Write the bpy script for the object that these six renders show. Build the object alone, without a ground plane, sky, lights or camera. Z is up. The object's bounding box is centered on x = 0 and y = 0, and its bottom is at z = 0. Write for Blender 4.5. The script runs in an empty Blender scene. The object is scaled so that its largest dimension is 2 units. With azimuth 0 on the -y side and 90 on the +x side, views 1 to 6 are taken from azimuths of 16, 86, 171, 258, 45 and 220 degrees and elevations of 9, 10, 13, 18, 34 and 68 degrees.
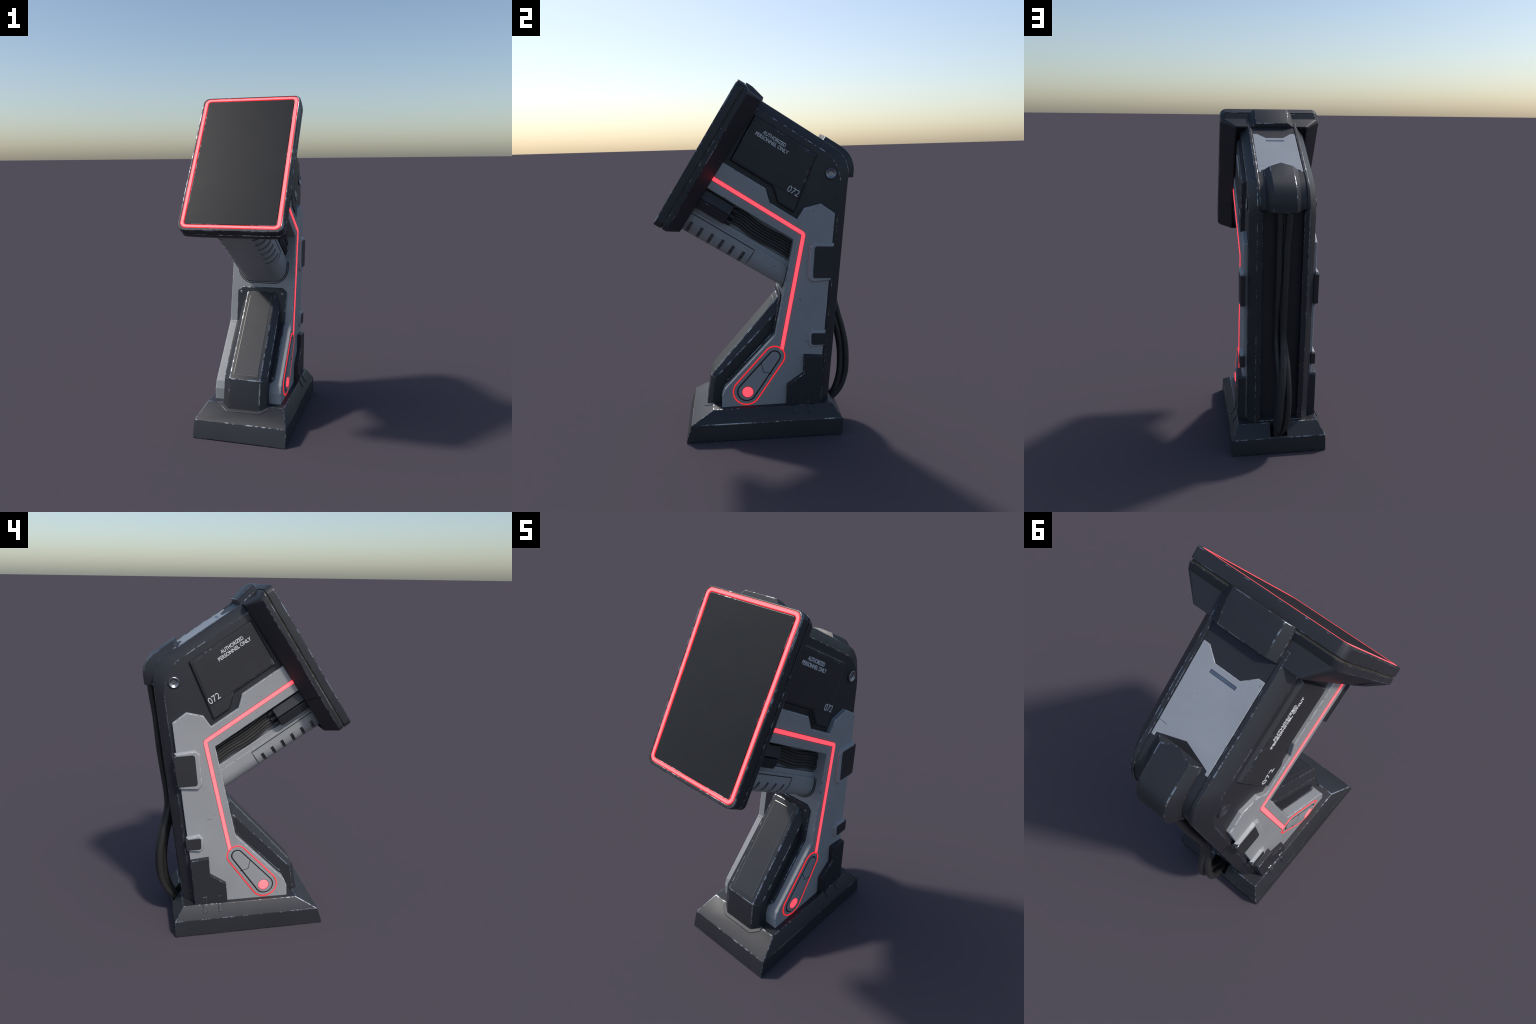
import bpy, bmesh, math
from mathutils import Vector, Matrix

# ----------------------------------------------------------------------------
# Frame helpers.  The head (screen + upper housing) is tilted by TILT in the y-z
# plane: a runs from the screen backwards/downwards, b runs up along the screen.
# ----------------------------------------------------------------------------
TILT = math.radians(33.0)
CT, ST = math.cos(TILT), math.sin(TILT)


def H(a, b):
    return (CT * a + ST * b, -ST * a + CT * b)


def H3(x, a, b):
    y, z = H(a, b)
    return (x, y, z)


# ----------------------------------------------------------------------------
# Materials
# ----------------------------------------------------------------------------
def new_mat(name):
    m = bpy.data.materials.new(name)
    m.use_nodes = True
    nt = m.node_tree
    for n in list(nt.nodes):
        nt.nodes.remove(n)
    out = nt.nodes.new('ShaderNodeOutputMaterial')
    bs = nt.nodes.new('ShaderNodeBsdfPrincipled')
    nt.links.new(bs.outputs[0], out.inputs[0])
    return m, nt, bs


def noise(nt, scale, detail=4.0, rough=0.55, stretch=(1, 1, 1), rot=(0, 0, 0)):
    tc = nt.nodes.new('ShaderNodeTexCoord')
    mp = nt.nodes.new('ShaderNodeMapping')
    mp.inputs['Scale'].default_value = stretch
    mp.inputs['Rotation'].default_value = rot
    nt.links.new(tc.outputs['Object'], mp.inputs['Vector'])
    n = nt.nodes.new('ShaderNodeTexNoise')
    n.inputs['Scale'].default_value = scale
    n.inputs['Detail'].default_value = detail
    n.inputs['Roughness'].default_value = rough
    nt.links.new(mp.outputs[0], n.inputs['Vector'])
    return n.outputs['Fac']


def ramp(nt, src, stops):
    r = nt.nodes.new('ShaderNodeValToRGB')
    el = r.color_ramp.elements
    while len(el) < len(stops):
        el.new(0.5)
    for e, (p, c) in zip(el, stops):
        e.position = p
        e.color = (c[0], c[1], c[2], 1) if isinstance(c, tuple) else (c, c, c, 1)
    nt.links.new(src, r.inputs[0])
    return r.outputs[0]


def mix(nt, fac, c1, c2):
    m = nt.nodes.new('ShaderNodeMix')
    m.data_type = 'RGBA'
    nt.links.new(fac, m.inputs[0])
    for sock, c in ((m.inputs[6], c1), (m.inputs[7], c2)):
        if isinstance(c, tuple):
            sock.default_value = (c[0], c[1], c[2], 1)
        else:
            nt.links.new(c, sock)
    return m.outputs[2]


def bump(nt, bs, src, strength, dist=0.002):
    b = nt.nodes.new('ShaderNodeBump')
    b.inputs['Strength'].default_value = strength
    b.inputs['Distance'].default_value = dist
    nt.links.new(src, b.inputs['Height'])
    nt.links.new(b.outputs[0], bs.inputs['Normal'])


def simple(name, col, rough=0.5, metal=0.0):
    m, nt, bs = new_mat(name)
    n = noise(nt, 30)
    c = ramp(nt, n, [(0.3, tuple(v * 0.85 for v in col)), (0.7, tuple(v * 1.12 for v in col))])
    nt.links.new(c, bs.inputs['Base Color'])
    bs.inputs['Roughness'].default_value = rough
    bs.inputs['Metallic'].default_value = metal
    return m


DARK = (0.0245, 0.0255, 0.0305)  # near-black, with a slight blue tint added for the sky reflection
WHITE = (0.325, 0.332, 0.340)
STEEL = (0.55, 0.57, 0.60)


def dark_paint(name, col=DARK, rough=0.47, scratch=0.5, spec=0.5, scuff=(1.0, 1.0, 7.0), scale=30, level=0.735):
    m, nt, bs = new_mat(name)
    big = noise(nt, 5, 5)
    c = ramp(nt, big, [(0.3, tuple(v * 0.92 for v in col)), (0.7, tuple(v * 1.08 for v in col))])
    # sparse light scuffs, short and thin
    sc = noise(nt, scale, 2, 0.5, scuff, (0.5, 0.2, 0.3))
    msk = ramp(nt, sc, [(level, 0.0), (level + 0.03, scratch)])
    c = mix(nt, msk, c, (0.10, 0.10, 0.11))
    nt.links.new(c, bs.inputs['Base Color'])
    r = ramp(nt, noise(nt, 9, 6), [(0.3, rough - 0.03), (0.7, rough + 0.05)])
    nt.links.new(r, bs.inputs['Roughness'])
    bs.inputs['Specular IOR Level'].default_value = spec
    bump(nt, bs, noise(nt, 260, 3), 0.06, 0.001)
    return m


def worn_edge(name, paint, metal_col, amount=0.5, scale=34):
    """Edge strip: paint rubbed down to bright metal in irregular chips."""
    m, nt, bs = new_mat(name)
    n = noise(nt, scale, 8, 0.78)
    n2 = noise(nt, 5, 3)
    add = nt.nodes.new('ShaderNodeMath')
    add.operation = 'MULTIPLY_ADD'
    nt.links.new(n2, add.inputs[0])
    add.inputs[1].default_value = 0.6
    nt.links.new(n, add.inputs[2])
    lo = 1.02 - 0.44 * amount
    msk = ramp(nt, add.outputs[0], [(lo - 0.03, 0.0), (lo + 0.03, 1.0)])
    c = mix(nt, msk, paint, metal_col)
    nt.links.new(c, bs.inputs['Base Color'])
    nt.links.new(msk, bs.inputs['Metallic'])
    bs.inputs['Roughness'].default_value = 0.34
    return m


def white_paint(name, col=WHITE):
    m, nt, bs = new_mat(name)
    big = noise(nt, 3.5, 5)
    c = ramp(nt, big, [(0.3, tuple(v * 0.93 for v in col)), (0.7, tuple(v * 1.05 for v in col))])
    # horizontal dark scratches and a few pits
    sc = noise(nt, 9, 2.5, 0.5, (1.0, 1.6, 17.0), (0.12, 0.0, 0.0))
    msk = ramp(nt, sc, [(0.72, 0.0), (0.745, 0.75)])
    c = mix(nt, msk, c, (0.07, 0.07, 0.07))
    sp = noise(nt, 75, 1.5, 0.4, (1.0, 0.8, 1.2))
    msk2 = ramp(nt, sp, [(0.765, 0.0), (0.79, 0.7)])
    c = mix(nt, msk2, c, (0.09, 0.085, 0.08))
    nt.links.new(c, bs.inputs['Base Color'])
    r = ramp(nt, noise(nt, 8, 6), [(0.3, 0.42), (0.7, 0.58)])
    nt.links.new(r, bs.inputs['Roughness'])
    bump(nt, bs, noise(nt, 200, 3), 0.05, 0.001)
    return m


def white_edge(name):
    m, nt, bs = new_mat(name)
    n = noise(nt, 45, 5, 0.7)
    c = ramp(nt, n, [(0.33, (0.10, 0.10, 0.10)), (0.40, WHITE), (0.58, (0.44, 0.45, 0.47)), (0.64, (0.62, 0.64, 0.68))])  # pale stops paint edge highlights into the colour
    nt.links.new(c, bs.inputs['Base Color'])
    bs.inputs['Roughness'].default_value = 0.4
    return m


def light_mat(name, base, emit, strength):
    m, nt, bs = new_mat(name)
    n = noise(nt, 40, 3)
    c = ramp(nt, n, [(0.3, tuple(v * 0.95 for v in base)), (0.7, base)])
    nt.links.new(c, bs.inputs['Base Color'])
    bs.inputs['Emission Color'].default_value = (*emit, 1)
    bs.inputs['Emission Strength'].default_value = strength
    bs.inputs['Roughness'].default_value = 0.5
    return m


M_DARK = dark_paint('dark_paint')
M_DARK_EDGE = worn_edge('dark_paint_worn_edge', DARK, (0.42, 0.44, 0.47), 0.38)
M_DARK_LITTLE = worn_edge('dark_paint_light_wear', DARK, (0.42, 0.44, 0.47), 0.22)
M_PANEL = dark_paint('panel_paint', (0.028, 0.028, 0.031), 0.52, 0.15)
M_WHITE = white_paint('grey_enamel')
M_WHITE_EDGE = white_edge('grey_enamel_edge')
M_SILVER = white_paint('brushed_grey_plate', (0.33, 0.35, 0.38))
M_STEEL = simple('steel', (0.30, 0.31, 0.33), 0.36, 1.0)  # base colour darkened to tone down the sun's reflection in the lock dish
M_RUBBER = simple('cable_rubber', (0.030, 0.030, 0.029), 0.46)
M_WIRE = simple('wire_sleeve', (0.035, 0.034, 0.032), 0.45)
M_DUST = simple('dusty_gap', (0.060, 0.052, 0.040), 0.8)
M_SEAM = simple('dark_seam', (0.012, 0.012, 0.012), 0.7)
M_TEXT = simple('printed_lettering', (0.72, 0.73, 0.75), 0.5)
M_GLASS = dark_paint('display_glass', (0.0150, 0.0160, 0.0180), 0.42, 0.3, 0.22, (1.5, 14.0, 14.0), 6, 0.74)
M_RED = light_mat('red_light', (0.85, 0.31, 0.32), (1.0, 0.018, 0.028), 2.6)
M_RED_EDGE = light_mat('red_light_rim', (0.75, 0.05, 0.05), (1.0, 0.008, 0.012), 1.0)
M_VENT = simple('vent_recess', (0.21, 0.213, 0.218), 0.6)  # grey lightened because slot depth shades it nearly black
M_SLOT = simple('slot_blue_grey', (0.10, 0.13, 0.19), 0.35)

# ----------------------------------------------------------------------------
# Object helpers
# ----------------------------------------------------------------------------
root = bpy.data.objects.new('access_terminal', None)
bpy.context.scene.collection.objects.link(root)
root['label'] = 'dark angular access terminal with tilted red-lit touch screen'
root['category'] = 'access terminal'

DARKS = (M_DARK, M_DARK_EDGE)
WHITES = (M_WHITE, M_WHITE_EDGE)


def finish(name, bm, mats, parent=None, bevel=0.0, ang=22, seg=2, wear=True, keep=None, smooth_ang=12):
    """bevel the convex sharp edges (bevel faces get the worn-edge material), then make the object"""
    bmesh.ops.remove_doubles(bm, verts=bm.verts, dist=1e-5)
    bmesh.ops.recalc_face_normals(bm, faces=bm.faces)
    if bevel > 0:
        es = []
        for e in bm.edges:
            if len(e.link_faces) == 2 and e.is_convex and e.calc_face_angle(0) > math.radians(ang):
                if keep is None or keep(e):
                    es.append(e)
        if es:
            bmesh.ops.bevel(bm, geom=es, offset=bevel, offset_type='OFFSET', segments=seg, profile=0.5,
                            affect='EDGES', clamp_overlap=True, material=1 if (wear and len(mats) > 1) else -1)
    me = bpy.data.meshes.new(name)
    bm.to_mesh(me)
    bm.free()
    for m in mats:
        me.materials.append(m)
    for p in me.polygons:
        p.use_smooth = True
    me.set_sharp_from_angle(angle=math.radians(smooth_ang))
    ob = bpy.data.objects.new(name, me)
    bpy.context.scene.collection.objects.link(ob)
    ob.parent = parent or root
    return ob


def mesh_bm(verts, faces):
    bm = bmesh.new()
    vs = [bm.verts.new(v) for v in verts]
    for f in faces:
        bm.faces.new([vs[i] for i in f])
    return bm


def prism_bm(pts, x0, x1, grow=0.0):
    """extrude a y-z polygon between x0 and x1; grow>0 tapers: the x0 end is larger (list given as 2 polygons)"""
    n = len(pts)
    verts = [(x0, y, z) for y, z in pts] + [(x1, y, z) for y, z in pts]
    faces = [tuple(range(n)), tuple(range(2 * n - 1, n - 1, -1))]
    for i in range(n):
        j = (i + 1) % n
        faces.append((i, i + n, j + n, j))
    return mesh_bm(verts, faces)


def prism(name, pts, x0, x1, mats, parent=None, **kw):
    return finish(name, prism_bm(pts, x0, x1), mats, parent, **kw)


def taper_prism(name, pts_low, pts_high, x0, x1, mats, parent=None, **kw):
    n = len(pts_low)
    verts = [(x0, y, z) for y, z in pts_low] + [(x1, y, z) for y, z in pts_high]
    faces = [tuple(range(n)), tuple(range(2 * n - 1, n - 1, -1))]
    for i in range(n):
        j = (i + 1) % n
        faces.append((i, i + n, j + n, j))
    return finish(name, mesh_bm(verts, faces), mats, parent, **kw)


def loft_bm(sections, cap0=True, cap1=True):
    n = len(sections[0])
    verts = [p for s in sections for p in s]
    faces = []
    for k in range(len(sections) - 1):
        for i in range(n):
            j = (i + 1) % n
            faces.append((k * n + i, k * n + j, (k + 1) * n + j, (k + 1) * n + i))
    if cap0:
        faces.append(tuple(range(n)))
    if cap1:
        faces.append(tuple(range(len(verts) - 1, len(verts) - n - 1, -1)))
    return mesh_bm(verts, faces)


def fillet(pts, radii, n=8, closed=True):
    """round polygon corners: radii maps index -> radius"""
    out = []
    N = len(pts)
    for i, p in enumerate(pts):
        r = radii.get(i, 0) if isinstance(radii, dict) else radii
        if r <= 0 or (not closed and i in (0, N - 1)):
            out.append(tuple(p))
            continue
        p = Vector(p)
        d0 = (Vector(pts[i - 1]) - p).normalized()
        d1 = (Vector(pts[(i + 1) % N]) - p).normalized()
        th = d0.angle(d1)
        t = r / math.tan(th / 2)
        c = p + (d0 + d1).normalized() * (r / math.sin(th / 2))
        s0 = p + d0 * t - c
        s1 = p + d1 * t - c
        sweep = math.pi - th
        sgn = 1 if s0.x * s1.y - s0.y * s1.x > 0 else -1
        for k in range(n + 1):
            f = sgn * sweep * k / n
            out.append((c.x + s0.x * math.cos(f) - s0.y * math.sin(f), c.y + s0.x * math.sin(f) + s0.y * math.cos(f)))
    return out


def rrect(hx, b0, b1, r, a, n=6, tilt=0.0):
    pts = fillet([(-hx, b0), (hx, b0), (hx, b1), (-hx, b1)], r, n)
    return [H3(x, a + tilt * (b - 1.19), b) for x, b in pts]


def smooth_path(pts, sub=6):
    P = [Vector(p) for p in pts]
    out = []
    for i in range(len(P) - 1):
        p0, p1, p2, p3 = P[max(i - 1, 0)], P[i], P[i + 1], P[min(i + 2, len(P) - 1)]
        for k in range(sub):
            t = k / sub
            out.append(0.5 * ((2 * p1) + (p2 - p0) * t + (2 * p0 - 5 * p1 + 4 * p2 - p3) * t * t
                              + (3 * p1 - p0 - 3 * p2 + p3) * t ** 3))
    out.append(P[-1])
    return out


def tube_bm(path, r, seg=10, bm=None):
    path = [Vector(p) for p in path]
    rings = []
    up = None
    bm = bm or bmesh.new()
    for i, p in enumerate(path):
        t = (path[min(i + 1, len(path) - 1)] - path[max(i - 1, 0)]).normalized()
        if up is None:
            up = Vector((1, 0, 0)) if abs(t.x) < 0.8 else Vector((0, 0, 1))
        side = t.cross(up).normalized()
        up = side.cross(t).normalized()
        rings.append([bm.verts.new(p + (side * math.cos(q) + up * math.sin(q)) * r)
                      for q in [2 * math.pi * k / seg for k in range(seg)]])
    for i in range(len(rings) - 1):
        for k in range(seg):
            bm.faces.new((rings[i][k], rings[i][(k + 1) % seg], rings[i + 1][(k + 1) % seg], rings[i + 1][k]))
    bm.faces.new(rings[0])
    bm.faces.new(rings[-1])
    return bm


def tube(name, path, r, mats, parent=None, seg=10):
    return finish(name, tube_bm(path, r, seg), mats, parent, smooth_ang=60)


def lathe(name, prof, centre, axis_sign, mats, parent=None, seg=36, strip_mats=None):
    """profile (radius, x) spun around the x axis through centre (y,z)"""
    bm = bmesh.new()
    rings = []
    for r, x in prof:
        if r < 1e-6:
            rings.append([bm.verts.new((axis_sign * x, centre[0], centre[1]))])
        else:
            rings.append([bm.verts.new((axis_sign * x, centre[0] + r * math.cos(q), centre[1] + r * math.sin(q)))
                          for q in [2 * math.pi * k / seg for k in range(seg)]])
    for i in range(len(rings) - 1):
        A, B = rings[i], rings[i + 1]
        for k in range(seg):
            k2 = (k + 1) % seg
            if len(B) == 1:
                f = bm.faces.new((A[k], A[k2], B[0]))
            else:
                f = bm.faces.new((A[k], A[k2], B[k2], B[k]))
            if strip_mats:
                f.material_index = strip_mats[i]
    bm.faces.new(rings[0])
    return finish(name, bm, mats, parent, smooth_ang=15)


def offset_poly(pts, d):
    """offset a closed polygon inwards by d (mitred)"""
    area = sum(pts[i][0] * pts[(i + 1) % len(pts)][1] - pts[(i + 1) % len(pts)][0] * pts[i][1] for i in range(len(pts)))
    s = 1 if area > 0 else -1
    out = []
    N = len(pts)
    for i in range(N):
        p = Vector(pts[i])
        e0 = (p - Vector(pts[i - 1])).normalized()
        e1 = (Vector(pts[(i + 1) % N]) - p).normalized()
        n0 = Vector((-e0.y, e0.x)) * s
        n1 = Vector((-e1.y, e1.x)) * s
        m = n0 + n1
        m = m / max(m.dot(n0), 0.25)
        q = p + m * d
        out.append((q.x, q.y))
    return out


def ring_prism_bm(outer, inner, x0, x1):
    n = len(outer)
    verts = [(x0, *p) for p in outer] + [(x1, *p) for p in outer] + [(x1, *p) for p in inner] + [(x0, *p) for p in inner]
    faces = []
    for i in range(n):
        j = (i + 1) % n
        for k in range(4):
            k2 = (k + 1) % 4
            faces.append((k * n + i, k * n + j, k2 * n + j, k2 * n + i))
    return mesh_bm(verts, faces)


def strip_poly(path, w):
    """mitred ribbon polygon around an open 2D path"""
    P = [Vector(p) for p in path]
    L, R = [], []
    for i, p in enumerate(P):
        d0 = (p - P[i - 1]).normalized() if i > 0 else None
        d1 = (P[i + 1] - p).normalized() if i < len(P) - 1 else None
        d0 = d0 or d1
        d1 = d1 or d0
        n0, n1 = Vector((-d0.y, d0.x)), Vector((-d1.y, d1.x))
        m = n0 + n1
        m = m / m.dot(n0)
        L.append(tuple(p + m * w / 2))
        R.append(tuple(p - m * w / 2))
    return L + R[::-1]


def capsule(c1, r1, c2, r2, n=22):
    """convex outline around two circles"""
    d = math.dist(c1, c2)
    ang = math.atan2(c2[1] - c1[1], c2[0] - c1[0])
    q = math.acos((r1 - r2) / d)
    pts = []
    for k in range(n + 1):
        t = ang + q + (2 * math.pi - 2 * q) * k / n
        pts.append((c1[0] + r1 * math.cos(t), c1[1] + r1 * math.sin(t)))
    for k in range(n + 1):
        t = ang - q + 2 * q * k / n
        pts.append((c2[0] + r2 * math.cos(t), c2[1] + r2 * math.sin(t)))
    return pts


def boolean_cut(ob, cutter_bm):
    me = bpy.data.meshes.new('cutter')
    bmesh.ops.recalc_face_normals(cutter_bm, faces=cutter_bm.faces)
    cutter_bm.to_mesh(me)
    cutter_bm.free()
    cu = bpy.data.objects.new('cutter', me)
    bpy.context.scene.collection.objects.link(cu)
    md = ob.modifiers.new('cut', 'BOOLEAN')
    md.object = cu
    md.operation = 'DIFFERENCE'
    md.solver = 'EXACT'
    dg = bpy.context.evaluated_depsgraph_get()
    new = bpy.data.meshes.new_from_object(ob.evaluated_get(dg))
    ob.modifiers.remove(md)
    old = ob.data
    ob.data = new
    new.name = old.name
    bpy.data.objects.remove(cu)
    for p in new.polygons:
        p.use_smooth = True
    new.set_sharp_from_angle(angle=math.radians(14))


def box_bm(x0, x1, y0, y1, z0, z1, bm=None):
    bm = bm or bmesh.new()
    vs = [bm.verts.new((x, y, z)) for x in (x0, x1) for y in (y0, y1) for z in (z0, z1)]
    for f in ((0, 1, 3, 2), (4, 6, 7, 5), (0, 4, 5, 1), (2, 3, 7, 6), (0, 2, 6, 4), (1, 5, 7, 3)):
        bm.faces.new([vs[i] for i in f])
    return bm


SIDES = (1, -1)

# ----------------------------------------------------------------------------
# Base: a low truncated block, with a cable hole in its rear slope
# ----------------------------------------------------------------------------
def rect(hx, y0, y1, z):
    return [(-hx, y0, z), (hx, y0, z), (hx, y1, z), (-hx, y1, z)]


base = finish('base', loft_bm([rect(0.284, -0.453, 0.449, 0.0), rect(0.282, -0.421, 0.449, 0.100),
                               [(-0.238, -0.293, 0.172), (0.238, -0.293, 0.172), (0.238, 0.396, 0.177), (-0.238, 0.396, 0.177)]]), DARKS, bevel=0.0035)
boolean_cut(base, box_bm(-0.05, 0.05, 0.33, 0.443, 0.085, 0.30))

# two clips a side, hooked over the edge between the corner guard and the base slope
for s in SIDES:
    for y in (0.174, 0.267):
        x_at = lambda z: 0.282 - (z - 0.100) / 0.075 * 0.044
        v = []
        for yy in (y - 0.013, y + 0.013):
            v += [(s * (x_at(0.132) - 0.008), yy, 0.132), (s * (x_at(0.132) + 0.005), yy, 0.134),
                  (s * (x_at(0.173) + 0.006), yy, 0.175), (s * (x_at(0.173) - 0.02), yy, 0.170)]
        finish('clip', mesh_bm(v, [(0, 1, 2, 3), (7, 6, 5, 4), (0, 4, 5, 1), (1, 5, 6, 2), (2, 6, 7, 3), (3, 7, 4, 0)]),
               DARKS, base, bevel=0.002)
        v = box_bm(s * 0.222, s * 0.2385, y - 0.013, y + 0.013, 0.180, 0.224)
        finish('clip', v, (M_DARK, M_DARK_EDGE), base, bevel=0.002)

# ----------------------------------------------------------------------------
# Grey shell: the bent side-profile body
# ----------------------------------------------------------------------------
XW = 0.208
KNEE = (0.076, 0.590)
CUT = H(-0.457, 1.060)
back = lambda z: 0.300 + 0.0993 * z
shell_pts = [H(-1.04, 1.222), H(-0.741, 1.222), H(-0.681, 1.167), H(-0.502, 1.167), (0.257, 1.313), (0.349, 1.334),
             (back(1.278), 1.278), (back(0.16), 0.16), (-0.243, 0.16), (-0.240, 0.238), (-0.222, 0.281), (-0.198, 0.306),
             KNEE, CUT, H(-1.04, 1.060)]
shell_bm = prism_bm(shell_pts, -XW, XW)
shell = finish('column_shell', shell_bm, WHITES, bevel=0.004)

# screens the lower front: rounded leg edge strips come from the bevel; dark foot plate with screws
slope = lambda z: KNEE[0] + (z - KNEE[1]) * (KNEE[0] + 0.198) / (KNEE[1] - 0.306)   # sloped leg front
colf = lambda z: KNEE[0] + (z - KNEE[1]) * (CUT[0] - KNEE[0]) / (CUT[1] - KNEE[1])  # upper column front
rows = [(0.134, colf(0.812), 0.812, 0.010, 0.0), (0.163, colf(0.786), 0.786, 0.010, 0.0), (0.160, KNEE[0], KNEE[1], 0.011, -0.004),
        (0.160, slope(0.305), 0.305, 0.009, -0.009), (0.140, slope(0.287), 0.287, 0.009, -0.009)]
verts, faces = [], []
for hx, y, z, dy, dz in rows:
    verts += [(-hx, y - dy, z - dz), (hx, y - dy, z - dz), (hx, y + 0.02, z + 0.0), (-hx, y + 0.02, z + 0.0)]
for k in range(len(rows) - 1):
    o = 4 * k
    for i in range(4):
        j = (i + 1) % 4
        faces.append((o + i, o + j, o + 4 + j, o + 4 + i))
faces += [(0, 1, 2, 3), tuple(range(len(verts) - 1, len(verts) - 5, -1))]
mount = finish('mounting_plate', mesh_bm(verts, faces), DARKS, bevel=0.003, ang=30)


def screw(pos, nrm):
    n = Vector(nrm).normalized()
    rot = Vector((1, 0, 0)).rotation_difference(n).to_matrix().to_4x4()
    ob = lathe('screw', [(0.0085, -0.004), (0.0085, 0.002), (0.0068, 0.003), (0.0045, 0.003), (0.0035, 0.0005), (0, 0.0005)],
               (0, 0), 1, (M_STEEL, M_SEAM), mount, 16, [0, 0, 0, 0, 1])
    ob.data.transform(Matrix.Translation(pos) @ rot)


colN = (0, -(CUT[1] - KNEE[1]), CUT[0] - KNEE[0])
slpN = (0, -(KNEE[1] - 0.306), KNEE[0] + 0.198)
for s in SIDES:
    screw((s * 0.137, colf(0.777) - 0.0105, 0.777), colN)
    screw((s * 0.149, slope(0.310) - 0.0085, 0.310 + 0.0085), slpN)

# foot housing: the long sloping dark box in front
T0, T1, T2 = (0.104, 0.785), (-0.302, 0.331), (-0.340, 0.11)
V = [(-0.126, 0.100, 0.712), (-0.094, *T0), (0.094, *T0), (0.126, 0.100, 0.712),
     (-0.134, -0.278, 0.322), (-0.096, *T1), (0.096, *T1), (0.134, -0.278, 0.322),
     (-0.137, -0.312, 0.11), (-0.096, *T2), (0.096, *T2), (0.137, -0.312, 0.11),
     (-0.126, 0.15, 0.60), (0.126, 0.15, 0.60), (-0.137, -0.10, 0.11), (0.137, -0.10, 0.11), (-0.094, 0.16, 0.785), (0.094, 0.16, 0.785)]
F = [(0, 1, 5, 4), (1, 2, 6, 5), (2, 3, 7, 6), (4, 5, 9, 8), (5, 6, 10, 9), (6, 7, 11, 10),
     (0, 4, 8, 14, 12), (3, 13, 15, 11, 7), (8, 9, 10, 11, 15, 14), (12, 14, 15, 13),
     (1, 16, 17, 2), (0, 12, 16, 1), (3, 2, 17, 13), (12, 13, 17, 16)]
foot = finish('foot_housing', mesh_bm(V, F), DARKS, bevel=0.004, ang=15)
tl = Vector((0, *T0))
bl = Vector((0, *T1))
along = (bl - tl)
nrm = Vector((0, along.z, -along.y)).normalized()
if nrm.z < 0:
    nrm = -nrm
sec = []
for h, g in ((-0.004, 0.0), (0.0025, 0.0)):
    sec.append([tuple(tl + along * t + Vector((x, 0, 0)) + nrm * h) for x, t in ((-0.072, 0.05), (0.072, 0.05), (0.076, 0.955), (-0.076, 0.955))])
finish('inlay_plate', loft_bm(sec), (M_DARK, worn_edge('inlay_edge', DARK, (0.42, 0.39, 0.33), 0.85)), foot, bevel=0.0022)
# collar where the foot housing meets the base slope
slope_z = lambda y: 0.100 + (y + 0.421) / 0.128 * 0.072
outl = [(-0.152, -0.285), (-0.150, -0.315), (-0.104, -0.349), (0.104, -0.349), (0.150, -0.315), (0.152, -0.285)]
finish('collar', loft_bm([[(x, y, slope_z(y) - 0.01) for x, y in outl], [(x, y, min(slope_z(y), 0.180) + 0.0035) for x, y in outl]]),
       (M_DARK, M_DARK_LITTLE), base, bevel=0.002)

# ----------------------------------------------------------------------------
# Rear housing: head body + spine as one sweep, chamfered, with a channel in the back
# ----------------------------------------------------------------------------
TOPB, TOPS = 1.614, 1.564
bk_out = lambda z: 0.370 + 0.0993 * z
bk_in = lambda z: 0.322 + 0.0993 * z


def corner(b, f0):
    # intersection of head-top line b with back line y = f0 + .0993 z
    z = (b - ST * f0) / (CT + ST * 0.0993)
    return (f0 + 0.0993 * z, z)


NF = 12
outer = fillet([H(-1.05, TOPB), corner(TOPB, 0.370), (bk_out(0.15), 0.15)], {1: 0.17}, NF, closed=False)
inner = fillet([H(-1.05, TOPS), corner(TOPS, 0.322), (bk_in(0.15), 0.15)], {1: 0.22}, NF, closed=False)


fr = [(outer[-2][1] - z) / (outer[-2][1] - outer[-1][1]) for z in (1.474, 1.462, 0.198, 0.186)]


def densify(path):
    """extra stations on the straight back, where the cable channel starts and ends"""
    p, c = Vector(path[-2]), Vector(path[-1])
    return path[:-1] + [tuple(p + (c - p) * t) for t in fr] + [path[-1]]


outer, inner = densify(outer), densify(inner)
nrmls = []
for i in range(len(outer)):
    d = Vector(outer[min(i + 1, len(outer) - 1)]) - Vector(outer[max(i - 1, 0)])
    d.normalize()
    nrmls.append(Vector((d.y, -d.x)))      # points inwards? fixed below
mid = Vector((0.2, 1.4))
nrmls = [n if n.dot(mid - Vector(outer[i])) > 0 else -n for i, n in enumerate(nrmls)]
XS, XR = 0.185, 0.142
N = len(outer)
verts, faces = [], []


def station(i):
    deep = 1.468 > outer[i][1] > 0.192
    xr = 0.112 if deep else 0.127
    dep = 0.044 if deep else 0.005
    if outer[i][1] < 0.192:
        dep = 0.0
    fl = Vector(outer[i]) + nrmls[i] * dep
    return [(XS, *inner[i]), (XR, *outer[i]), (xr, *outer[i]), (xr, *fl), (-xr, *fl), (-xr, *outer[i]), (-XR, *outer[i]), (-XS, *inner[i])]


for i in range(N):
    verts += station(i)
for i in range(N - 1):
    for k in range(7):
        faces.append((8 * i + k, 8 * i + k + 1, 8 * i + 9 + k, 8 * i + 8 + k))
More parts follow.
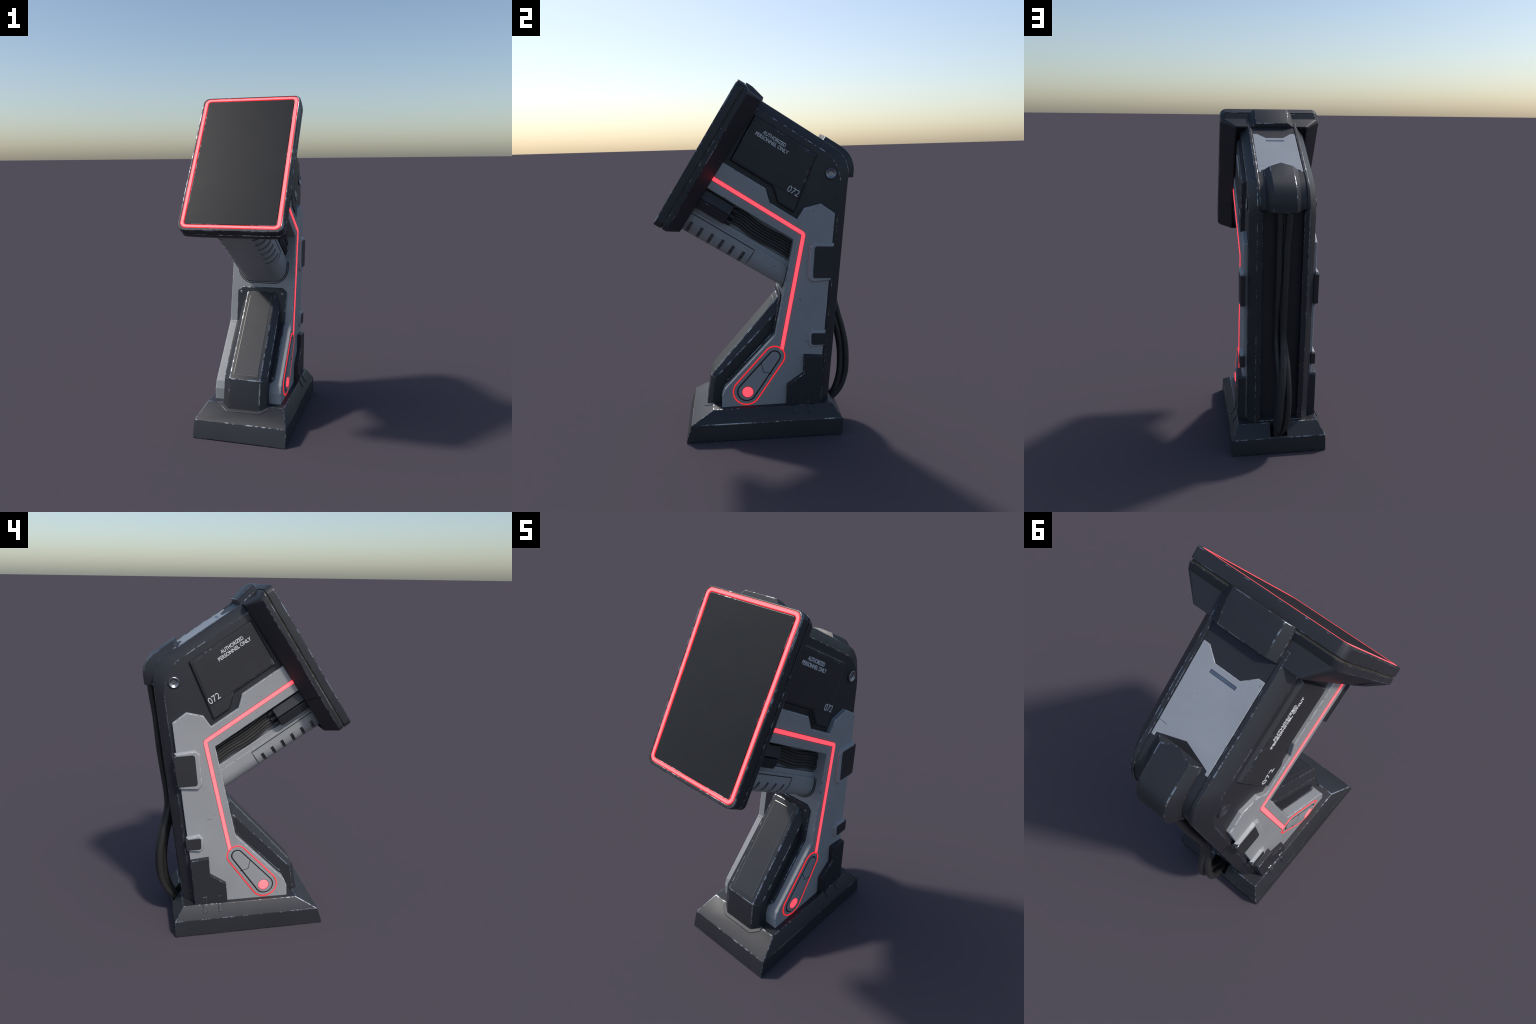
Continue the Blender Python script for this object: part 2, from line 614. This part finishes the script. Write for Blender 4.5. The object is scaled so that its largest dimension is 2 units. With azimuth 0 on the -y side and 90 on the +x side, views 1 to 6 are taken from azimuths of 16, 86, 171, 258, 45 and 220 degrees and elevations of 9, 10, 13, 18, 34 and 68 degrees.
# front / underside contour closing the sides
low = [(0.25, 0.15), (0.30, 1.15), H(-0.55, 1.12), H(-1.05, 1.12)]
o = len(verts)
verts += [(XS, *p) for p in low] + [(-XS, *p) for p in low]
faces.append(tuple([8 * i for i in range(N)] + [o, o + 1, o + 2, o + 3]))
faces.append(tuple([o + 7, o + 6, o + 5, o + 4] + [8 * i + 7 for i in range(N - 1, -1, -1)]))
for k in range(3):
    faces.append((o + k, o + k + 1, o + 5 + k, o + 4 + k))
faces.append((0, 1, 2, 3, 4, 5, 6, 7, o + 7, o + 3))
faces.append(tuple([8 * (N - 1) + k for k in range(7, -1, -1)] + [o, o + 4]))
housing = finish('rear_housing', mesh_bm(verts, faces), DARKS, bevel=0.0032, ang=28)

# hump over the top-rear corner
HB = 0.037
bk_cap = 0.370 + 0.046
cap_out = fillet([H(-0.588, TOPB + 0.032), corner(TOPB + 0.032, bk_cap), (bk_cap + 0.0993 * 1.466, 1.466)], {1: 0.15}, 10, closed=False)
cap_in = fillet([H(-0.596, TOPB - 0.012), corner(TOPB - 0.012, 0.36), (0.36 + 0.0993 * 1.466, 1.466)], {1: 0.17}, 10, closed=False)
cap_lo = fillet([H(-0.596, TOPB), corner(TOPB, 0.371), (0.371 + 0.0993 * 1.466, 1.466)], {1: 0.17}, 10, closed=False)
secs = []
for i in range(len(cap_out)):
    co, cl, ci = Vector(cap_out[i]), Vector(cap_lo[i]), Vector(cap_in[i])
    tipo = tipl = tipi = Vector((0, 0))
    if i == 0:
        tipo = Vector(H(-0.024, 0.0))
        tipl = Vector(H(-0.034, 0.0))
    secs.append([(-0.094, *cl), (-0.063, *co), (0, *(co + tipo)), (0.063, *co), (0.094, *cl),
                 (0.094, *ci), (0, *(ci + tipl)), (-0.094, *ci)])
finish('corner_hump', loft_bm(secs), DARKS, housing, bevel=0.0032, ang=30)

# light grey plate on top of the head, with a slot
pl = [(0.123, -0.932), (0.098, -0.932), (0.050, -0.892), (-0.050, -0.892), (-0.098, -0.932), (-0.123, -0.932),
      (-0.123, -0.580), (-0.110, -0.580), (-0.110, -0.594), (0.0, -0.632), (0.110, -0.594), (0.110, -0.580), (0.123, -0.580)]
finish('top_plate', loft_bm([[H3(x, a, TOPB - 0.012) for x, a in pl], [H3(x, a, TOPB - 0.0025) for x, a in pl]]),
       (M_SILVER, M_WHITE_EDGE), housing, bevel=0.0015)
finish('slot', loft_bm([[H3(x, a, TOPB - 0.010) for x, a in ((-0.053, -0.872), (0.053, -0.872), (0.053, -0.858), (-0.053, -0.858))],
                        [H3(x, a, TOPB - 0.0018) for x, a in ((-0.053, -0.872), (0.053, -0.872), (0.053, -0.858), (-0.053, -0.858))]]),
       (M_SLOT, M_SEAM), housing, bevel=0.002)

# ----------------------------------------------------------------------------
# Side fittings, both sides
# ----------------------------------------------------------------------------
panel_ab = [(-0.987, 1.519), (-0.601, 1.519), (-0.541, 1.195), (-0.640, 1.195), (-0.697, 1.246), (-0.716, 1.258), (-0.978, 1.258)]
inner_ab = [(-0.976, 1.509), (-0.610, 1.509), (-0.562, 1.264), (-0.968, 1.266)]


def lettering(text, a0, a1, b0, h, s, parent, bold=0.0):
    cu = bpy.data.curves.new('lettering', 'FONT')
    cu.body = text
    cu.size = 1.0
    cu.offset = bold
    cu.extrude = 0.02
    ob = bpy.data.objects.new('lettering_tmp', cu)
    bpy.context.scene.collection.objects.link(ob)
    dg = bpy.context.evaluated_depsgraph_get()
    me = bpy.data.meshes.new_from_object(ob.evaluated_get(dg))
    bpy.data.objects.remove(ob)
    xs = [v.co.x for v in me.vertices]
    ys = [v.co.y for v in me.vertices]
    w, hh = max(xs) - min(xs), max(ys) - min(ys)
    for v in me.vertices:
        u = (v.co.x - min(xs)) / w
        t = (v.co.y - min(ys)) / hh
        a = a0 + (a1 - a0) * u if s > 0 else a1 + (a0 - a1) * u
        v.co = Vector(H3(s * (0.2058 + 0.0008 * (v.co.z / 0.02)), a, b0 + h * t))
    me.materials.clear()
    me.materials.append(M_TEXT)
    me.name = 'lettering'
    o2 = bpy.data.objects.new('lettering', me)
    bpy.context.scene.collection.objects.link(o2)
    o2.parent = parent


for s in SIDES:
    # information panel
    pp = [H(a, b) for a, b in panel_ab]
    panel = taper_prism('information_panel', offset_poly(pp, -0.010), pp, s * 0.184, s * 0.2028, (M_PANEL, M_DARK_LITTLE), bevel=0.003, ang=30)
    prism('panel_gap', offset_poly(pp, -0.0125), s * 0.180, s * 0.1858, (M_DUST,), panel)
    prism('panel_face', [H(a, b) for a, b in inner_ab], s * 0.19, s * 0.2052, (M_PANEL, M_DARK_LITTLE), panel, bevel=0.0018)
    lettering('AUTHORIZED', -0.908, -0.766, 1.4645, 0.0205, s, panel, 0.018)
    lettering('PERSONNEL ONLY', -0.940, -0.734, 1.438, 0.0205, s, panel, 0.018)
    lettering('072', -0.636, -0.566, 1.2715, 0.0355, s, panel, -0.004)

    # dished lock on the head
    lathe('lock_dish', [(0.0345, 0.180), (0.0345, 0.1875), (0.031, 0.1885), (0.0300, 0.1865), (0.0290, 0.1915), (0.0265, 0.1930),
                        (0.0130, 0.1860), (0.0, 0.1860)], (0.410, 1.496), s,
          (M_STEEL, M_DARK), housing, 40, [1, 1, 1, 1, 0, 0, 0])

    # light strip: down the head edge, round the corner, down the column
    cl = fillet([H(-1.035, 1.1205), (0.2495, 1.170), (0.112, 0.505)], {1: 0.016}, 5, closed=False)
    prism('light_strip', strip_poly(cl, 0.0205), s * 0.200, s * 0.2105, (M_RED,), shell)
    prism('light_strip_gap', strip_poly(cl, 0.0245), s * 0.200, s * 0.2086, (M_SEAM,), shell)

    # capsule pod with thin light line, dark groove, raised cover and round status light
    C1, C2 = (0.069, 0.466), (-0.097, 0.260)
    ring = capsule(C1, 0.062, C2, 0.080)
    taper_prism('pod', capsule(C1, 0.058, C2, 0.076), capsule(C1, 0.053, C2, 0.071), s * 0.200, s * 0.2115, (M_WHITE,), shell)
    finish('light_line', ring_prism_bm(ring, capsule(C1, 0.0575, C2, 0.0755), s * 0.203, s * 0.2112), (M_RED_EDGE,), shell)
    prism('pod_groove', capsule(C1, 0.0370, C2, 0.0565), s * 0.203, s * 0.2122, (M_SEAM,), shell)
    cover = prism('pod_cover', capsule(C1, 0.0295, C2, 0.0490), s * 0.203, s * 0.2155, (M_WHITE, M_WHITE_EDGE), shell, bevel=0.002, wear=False)
    prism('cover_seam', strip_poly([(-0.020, 0.440), (-0.009, 0.428), (0.004, 0.376), (0.048, 0.366), (0.064, 0.3655)][1:4], 0.0035), s * 0.212, s * 0.2159, (M_SEAM,), cover)
    lathe('status_light', [(0.034, 0.205), (0.034, 0.2158), (0.0315, 0.2158), (0.031, 0.2168), (0.027, 0.2182), (0, 0.2186)], (-0.0915, 0.2605), s,
          (M_RED, M_SEAM), cover, 32, [1, 1, 0, 0, 0])

    # side battery boxes: grey frame, dark cover, open to the spine
    def side_box(out, inn, x_rim, x_dark):
        low_pts = offset_poly(out, -0.002)
        fr = taper_prism('box_frame', low_pts, offset_poly(out, 0.008), s * 0.204, s * x_rim, WHITES, shell, bevel=0.0025)
        prism('box_cover', inn, s * 0.195, s * x_dark, (M_PANEL, M_DARK_LITTLE), fr, bevel=0.002)
    side_box([(0.307, 1.124), (0.420, 1.110), (0.399, 0.899), (0.289, 0.891), (0.264, 0.922), (0.279, 1.100)],
             fillet([(0.309, 1.100), (0.428, 1.094), (0.408, 0.914), (0.294, 0.917)], {0: 0.016, 3: 0.016}, 4), 0.2225, 0.2232)
    side_box([(0.292, 0.619), (0.367, 0.607), (0.359, 0.518), (0.285, 0.508), (0.262, 0.535), (0.266, 0.595)],
             fillet([(0.282, 0.598), (0.373, 0.594), (0.367, 0.526), (0.281, 0.526)], {0: 0.012, 3: 0.014}, 4), 0.2225, 0.2232)

    # corner guard low at the back
    gp = [(0.236, 0.474), (0.345, 0.464), (0.352, 0.450), (0.328, 0.165), (0.126, 0.165), (0.135, 0.298), (0.230, 0.364)]
    taper_prism('corner_guard', gp, offset_poly(gp, 0.004), s * 0.19, s * 0.2345, DARKS, shell, bevel=0.003)

# ----------------------------------------------------------------------------
# Screen head
# ----------------------------------------------------------------------------
FA = -1.1632
bezel = finish('bezel', loft_bm([rrect(0.2605, 0.788, 1.603, 0.014, FA + 0.012), rrect(0.2605, 0.788, 1.603, 0.014, FA + 0.004),
                                 rrect(0.2860, 0.7665, 1.6245, 0.034, FA + 0.004), rrect(0.2868, 0.7655, 1.6252, 0.034, FA),
                                 rrect(0.2950, 0.7525, 1.6285, 0.037, FA),
                                 rrect(0.2985, 0.7490, 1.6318, 0.040, FA + 0.0045), rrect(0.2990, 0.7490, 1.6325, 0.040, -1.119),
                                 rrect(0.292, 0.757, 1.625, 0.036, -1.119)]), DARKS, bevel=0.0025, ang=30)
finish('bezel_gap', loft_bm([rrect(0.2935, 0.755, 1.627, 0.036, -1.121), rrect(0.2935, 0.755, 1.627, 0.036, -1.106)], False, False), (M_DUST,), bezel)
finish('bezel_back', loft_bm([rrect(0.290, 0.758, 1.624, 0.034, -1.110), rrect(0.299, 0.749, 1.632, 0.040, -1.110), rrect(0.2995, 0.750, 1.613, 0.034, -1.083),
                              rrect(0.217, 0.775, 1.613, 0.014, -1.012, tilt=0.02), rrect(0.208, 0.784, 1.601, 0.012, -1.011, tilt=0.02),
                              rrect(0.208, 0.784, 1.601, 0.012, -1.040, tilt=0.02)]), DARKS, bezel, bevel=0.003, ang=24,
       keep=lambda e: min(CT * v.co.y - ST * v.co.z for v in e.verts) < -1.03)
# display pane with worn rim
finish('display', loft_bm([rrect(0.2598, 0.7885, 1.6025, 0.013, -1.150), rrect(0.2598, 0.7885, 1.6025, 0.013, FA + 0.0006)]),
       (M_GLASS, M_DARK_EDGE), bezel, bevel=0.0022)
# red light ring: dim rims and a bright core
lr = [rrect(0.2858, 0.7667, 1.6243, 0.033, FA + 0.006), rrect(0.2855, 0.7670, 1.6240, 0.033, FA + 0.0016), rrect(0.2815, 0.7710, 1.6200, 0.030, FA + 0.0002),
      rrect(0.2675, 0.7825, 1.6085, 0.020, FA + 0.0002), rrect(0.2630, 0.7860, 1.6050, 0.016, FA + 0.0016), rrect(0.2625, 0.7865, 1.6045, 0.016, FA + 0.006)]
bm = loft_bm(lr, False, False)
bm.faces.ensure_lookup_table()
nper = len(lr[0])
for i, f in enumerate(bm.faces):
    f.material_index = 0 if i // nper == 2 else 1
finish('light_ring', bm, (M_RED, M_RED_EDGE), bezel)
# seam across each side of the bezel back
for s in SIDES:
    prof = [(0.2998, -1.109), (0.3003, -1.083), (0.2175, -1.0145), (0.20, -1.03), (0.27, -1.10)]
    finish('bezel_seam', loft_bm([[H3(s * x, a, b) for x, a in prof] for b in (0.986, 0.990)]), (M_SEAM,), bezel)
# raised latch on the top edge
sec = []
for a, hx0, b0, hx1, b1 in ((-1.120, 0.128, 1.626, 0.098, 1.658), (-1.080, 0.128, 1.626, 0.098, 1.657), (-0.999, 0.126, 1.614, 0.094, 1.639), (-0.994, 0.124, 1.605, 0.092, 1.622)):
    sec.append([H3(-hx0, a, b0), H3(-hx1, a, b1), H3(hx1, a, b1), H3(hx0, a, b0), H3(hx0, a, 1.58), H3(-hx0, a, 1.58)])
finish('top_latch', loft_bm(sec), DARKS, bezel, bevel=0.0035, ang=18)

# ----------------------------------------------------------------------------
# Grip under the head, with vent slots, and the wire bay above it
# ----------------------------------------------------------------------------
GX, GB, GR = 0.155, 0.785, 0.080


def grip_section(d=0.0, n=10):
    """U outline (x,b) from upper right edge round the bottom to upper left, grown by d"""
    cx, cb = GX - GR, GB + GR + 0.003
    pts = [(GX + d, 0.908)]
    for k in range(n + 1):
        t = math.radians(-90 * k / n)
        pts.append((cx + (GR + d) * math.cos(t), cb + (cb - GB + d) * math.sin(t)))
    return pts + [(-x, b) for x, b in pts[::-1]]


def G3(x, a, b):
    return H3(x, a, b + 0.030 * min(0.0, a + 0.75) * max(0.0, min(1.0, (0.905 - b) / 0.12)))


grip = finish('grip', loft_bm([[G3(x, a, b) for x, b in grip_section()] for a in (-1.04, -0.35)]), (M_WHITE, M_WHITE_EDGE, M_VENT), bevel=0.003, ang=40)
cut = bmesh.new()
for i in range(6):
    a = -0.990 + 0.0674 * i
    for s in SIDES:
        sec = []
        for aa in (a - 0.0095, a + 0.0095):
            cx, cb = GX - GR, GB + GR + 0.003
            ins, outs = [], []
            for k in range(9):
                t = math.radians(-10 - 72 * k / 8)
                ins.append((cx + 0.060 * math.cos(t), cb + 0.062 * math.sin(t)))
                outs.append((cx + 0.11 * math.cos(t), cb + 0.11 * math.sin(t)))
            sec.append([G3(s * x, aa, b) for x, b in ins + outs[::-1]])
        n = len(sec[0])
        vs = [cut.verts.new(p) for q in sec for p in q]
        for k in range(n):
            j = (k + 1) % n
            cut.faces.new((vs[k], vs[j], vs[n + j], vs[n + k]))
        cut.faces.new(vs[:n])
        cut.faces.new(vs[n:][::-1])
for f in cut.faces:
    f.material_index = 2
boolean_cut(grip, cut)
# seam line framing the vents
U = grip_section(0.0003, 10)
Upart = [(x, b) for x, b in U if b <= 0.8935]
path = [H3(GX + 0.0003, -1.02, 0.893), H3(GX + 0.0003, -0.607, 0.893)] + [G3(x, -0.607, b) for x, b in Upart] \
    + [H3(-GX - 0.0003, -0.607, 0.893), H3(-GX - 0.0003, -1.02, 0.893)]
tube('grip_seam', path, 0.0022, (M_SEAM,), grip, 6)


# collar lines around the grip on the column face
def on_column(x, b):
    k = (CUT[0] - KNEE[0]) / (CUT[1] - KNEE[1])
    z = (b - ST * (KNEE[0] - k * KNEE[1])) / (CT + ST * k)
    return (x, KNEE[0] + (z - KNEE[1]) * k - 0.0002, z)


for d in (0.003, 0.0115):
    tube('collar_seam', [on_column(x, b) for x, b in grip_section(d)], 0.0024, (M_SEAM,), shell, 6)

# inner wall of the wire bay
core_pts = [H(-1.04, 0.89), H(-0.36, 0.89), H(-0.36, 1.08), H(-1.04, 1.08)]
prism('bay_wall', core_pts, -0.124, 0.124, (M_WHITE,), grip)
prism('bay_ledge', [H(-1.04, 0.89), H(-0.36, 0.89), H(-0.36, 0.936), H(-1.04, 0.936)], -0.147, 0.147, WHITES, grip, bevel=0.003)
for s in SIDES:
    # two-part plug block, bulging outwards at the joint between its halves
    con = None
    for b0, b1, x_lo, x_hi in ((0.993, 1.048, 0.203, 0.185), (0.934, 0.986, 0.189, 0.206)):
        c = finish('connector', loft_bm([[H3(s * 0.10, a, b0), H3(s * x_lo, a, b0), H3(s * x_hi, a, b1), H3(s * 0.10, a, b1)] for a in (-1.04, -0.834)]),
                   (M_DARK, M_DARK_LITTLE), grip, bevel=0.003)
        con = con or c
    prism('connector', [H(-1.04, 0.94), H(-0.838, 0.94), H(-0.838, 1.04), H(-1.04, 1.04)], s * 0.10, s * 0.183, (M_DARK,), grip)
    for b in (1.026, 0.990, 0.954):
        p0, p1 = H3(s * 0.154, -0.845, b), H3(s * 0.154, -0.803, b)
        tube('plug', [p0, p1], 0.0155, (M_DARK,), con, 14)
    for i in range(6):
        b = 1.037 - 0.0152 * i
        xo = 0.146 + 0.003 * math.sin(i * 2.1)
        pts = [H3(s * (xo - 0.002), -0.82, b - 0.000), H3(s * xo, -0.76, b + 0.004), H3(s * (xo + 0.003), -0.68, b - 0.006),
               H3(s * (xo + 0.002), -0.60, b - 0.008), H3(s * xo, -0.52, b - 0.002), H3(s * xo, -0.44, b - 0.004), H3(s * (xo - 0.004), -0.37, b - 0.006)]
        tube('wire', smooth_path(pts, 5), 0.0088, (M_WIRE,), grip, 10)

# ----------------------------------------------------------------------------
# Cables hanging out of the spine channel into the base
# ----------------------------------------------------------------------------
ZY = [(1.50, 0.532), (1.40, 0.522), (1.28, 0.506), (1.08, 0.490), (0.78, 0.456), (0.66, 0.473), (0.56, 0.500), (0.46, 0.519),
      (0.37, 0.524), (0.27, 0.516), (0.18, 0.484), (0.12, 0.430), (0.09, 0.370)]
STR = [([0.022, 0.018, 0.018, 0.018, 0.020, 0.018, 0.012, 0.006, 0.008, 0.016, 0.020, 0.016, 0.010], -0.037),
       ([-0.030, -0.028, -0.022, -0.018, -0.014, -0.012, -0.008, -0.002, 0.006, 0.012, 0.018, 0.020, 0.020], 0.0),
       ([-0.006, -0.004, -0.003, -0.006, -0.014, -0.024, -0.032, -0.036, -0.037, -0.033, -0.022, -0.006, -0.004], -0.012)]
for xs, dy in STR:
    pts = []
    for (z, y), x in zip(ZY, xs):
        w = (-0.024 if dy == -0.012 else dy * 0.35) if z > 0.8 else dy if z > 0.2 else dy * max(0.0, (z - 0.05) / 0.15)
        pts.append((x, y + w, z))
    tube('cable', smooth_path(pts, 8), 0.0188, (M_RUBBER,), housing, 16)

# the upper housing sits a few millimetres off the centre line
housing.data.transform(Matrix.Translation((-0.003, 0, 0)))
for ch in housing.children:
    ch.data.transform(Matrix.Translation((-0.003, 0, 0)))
bpy.context.view_layer.update()
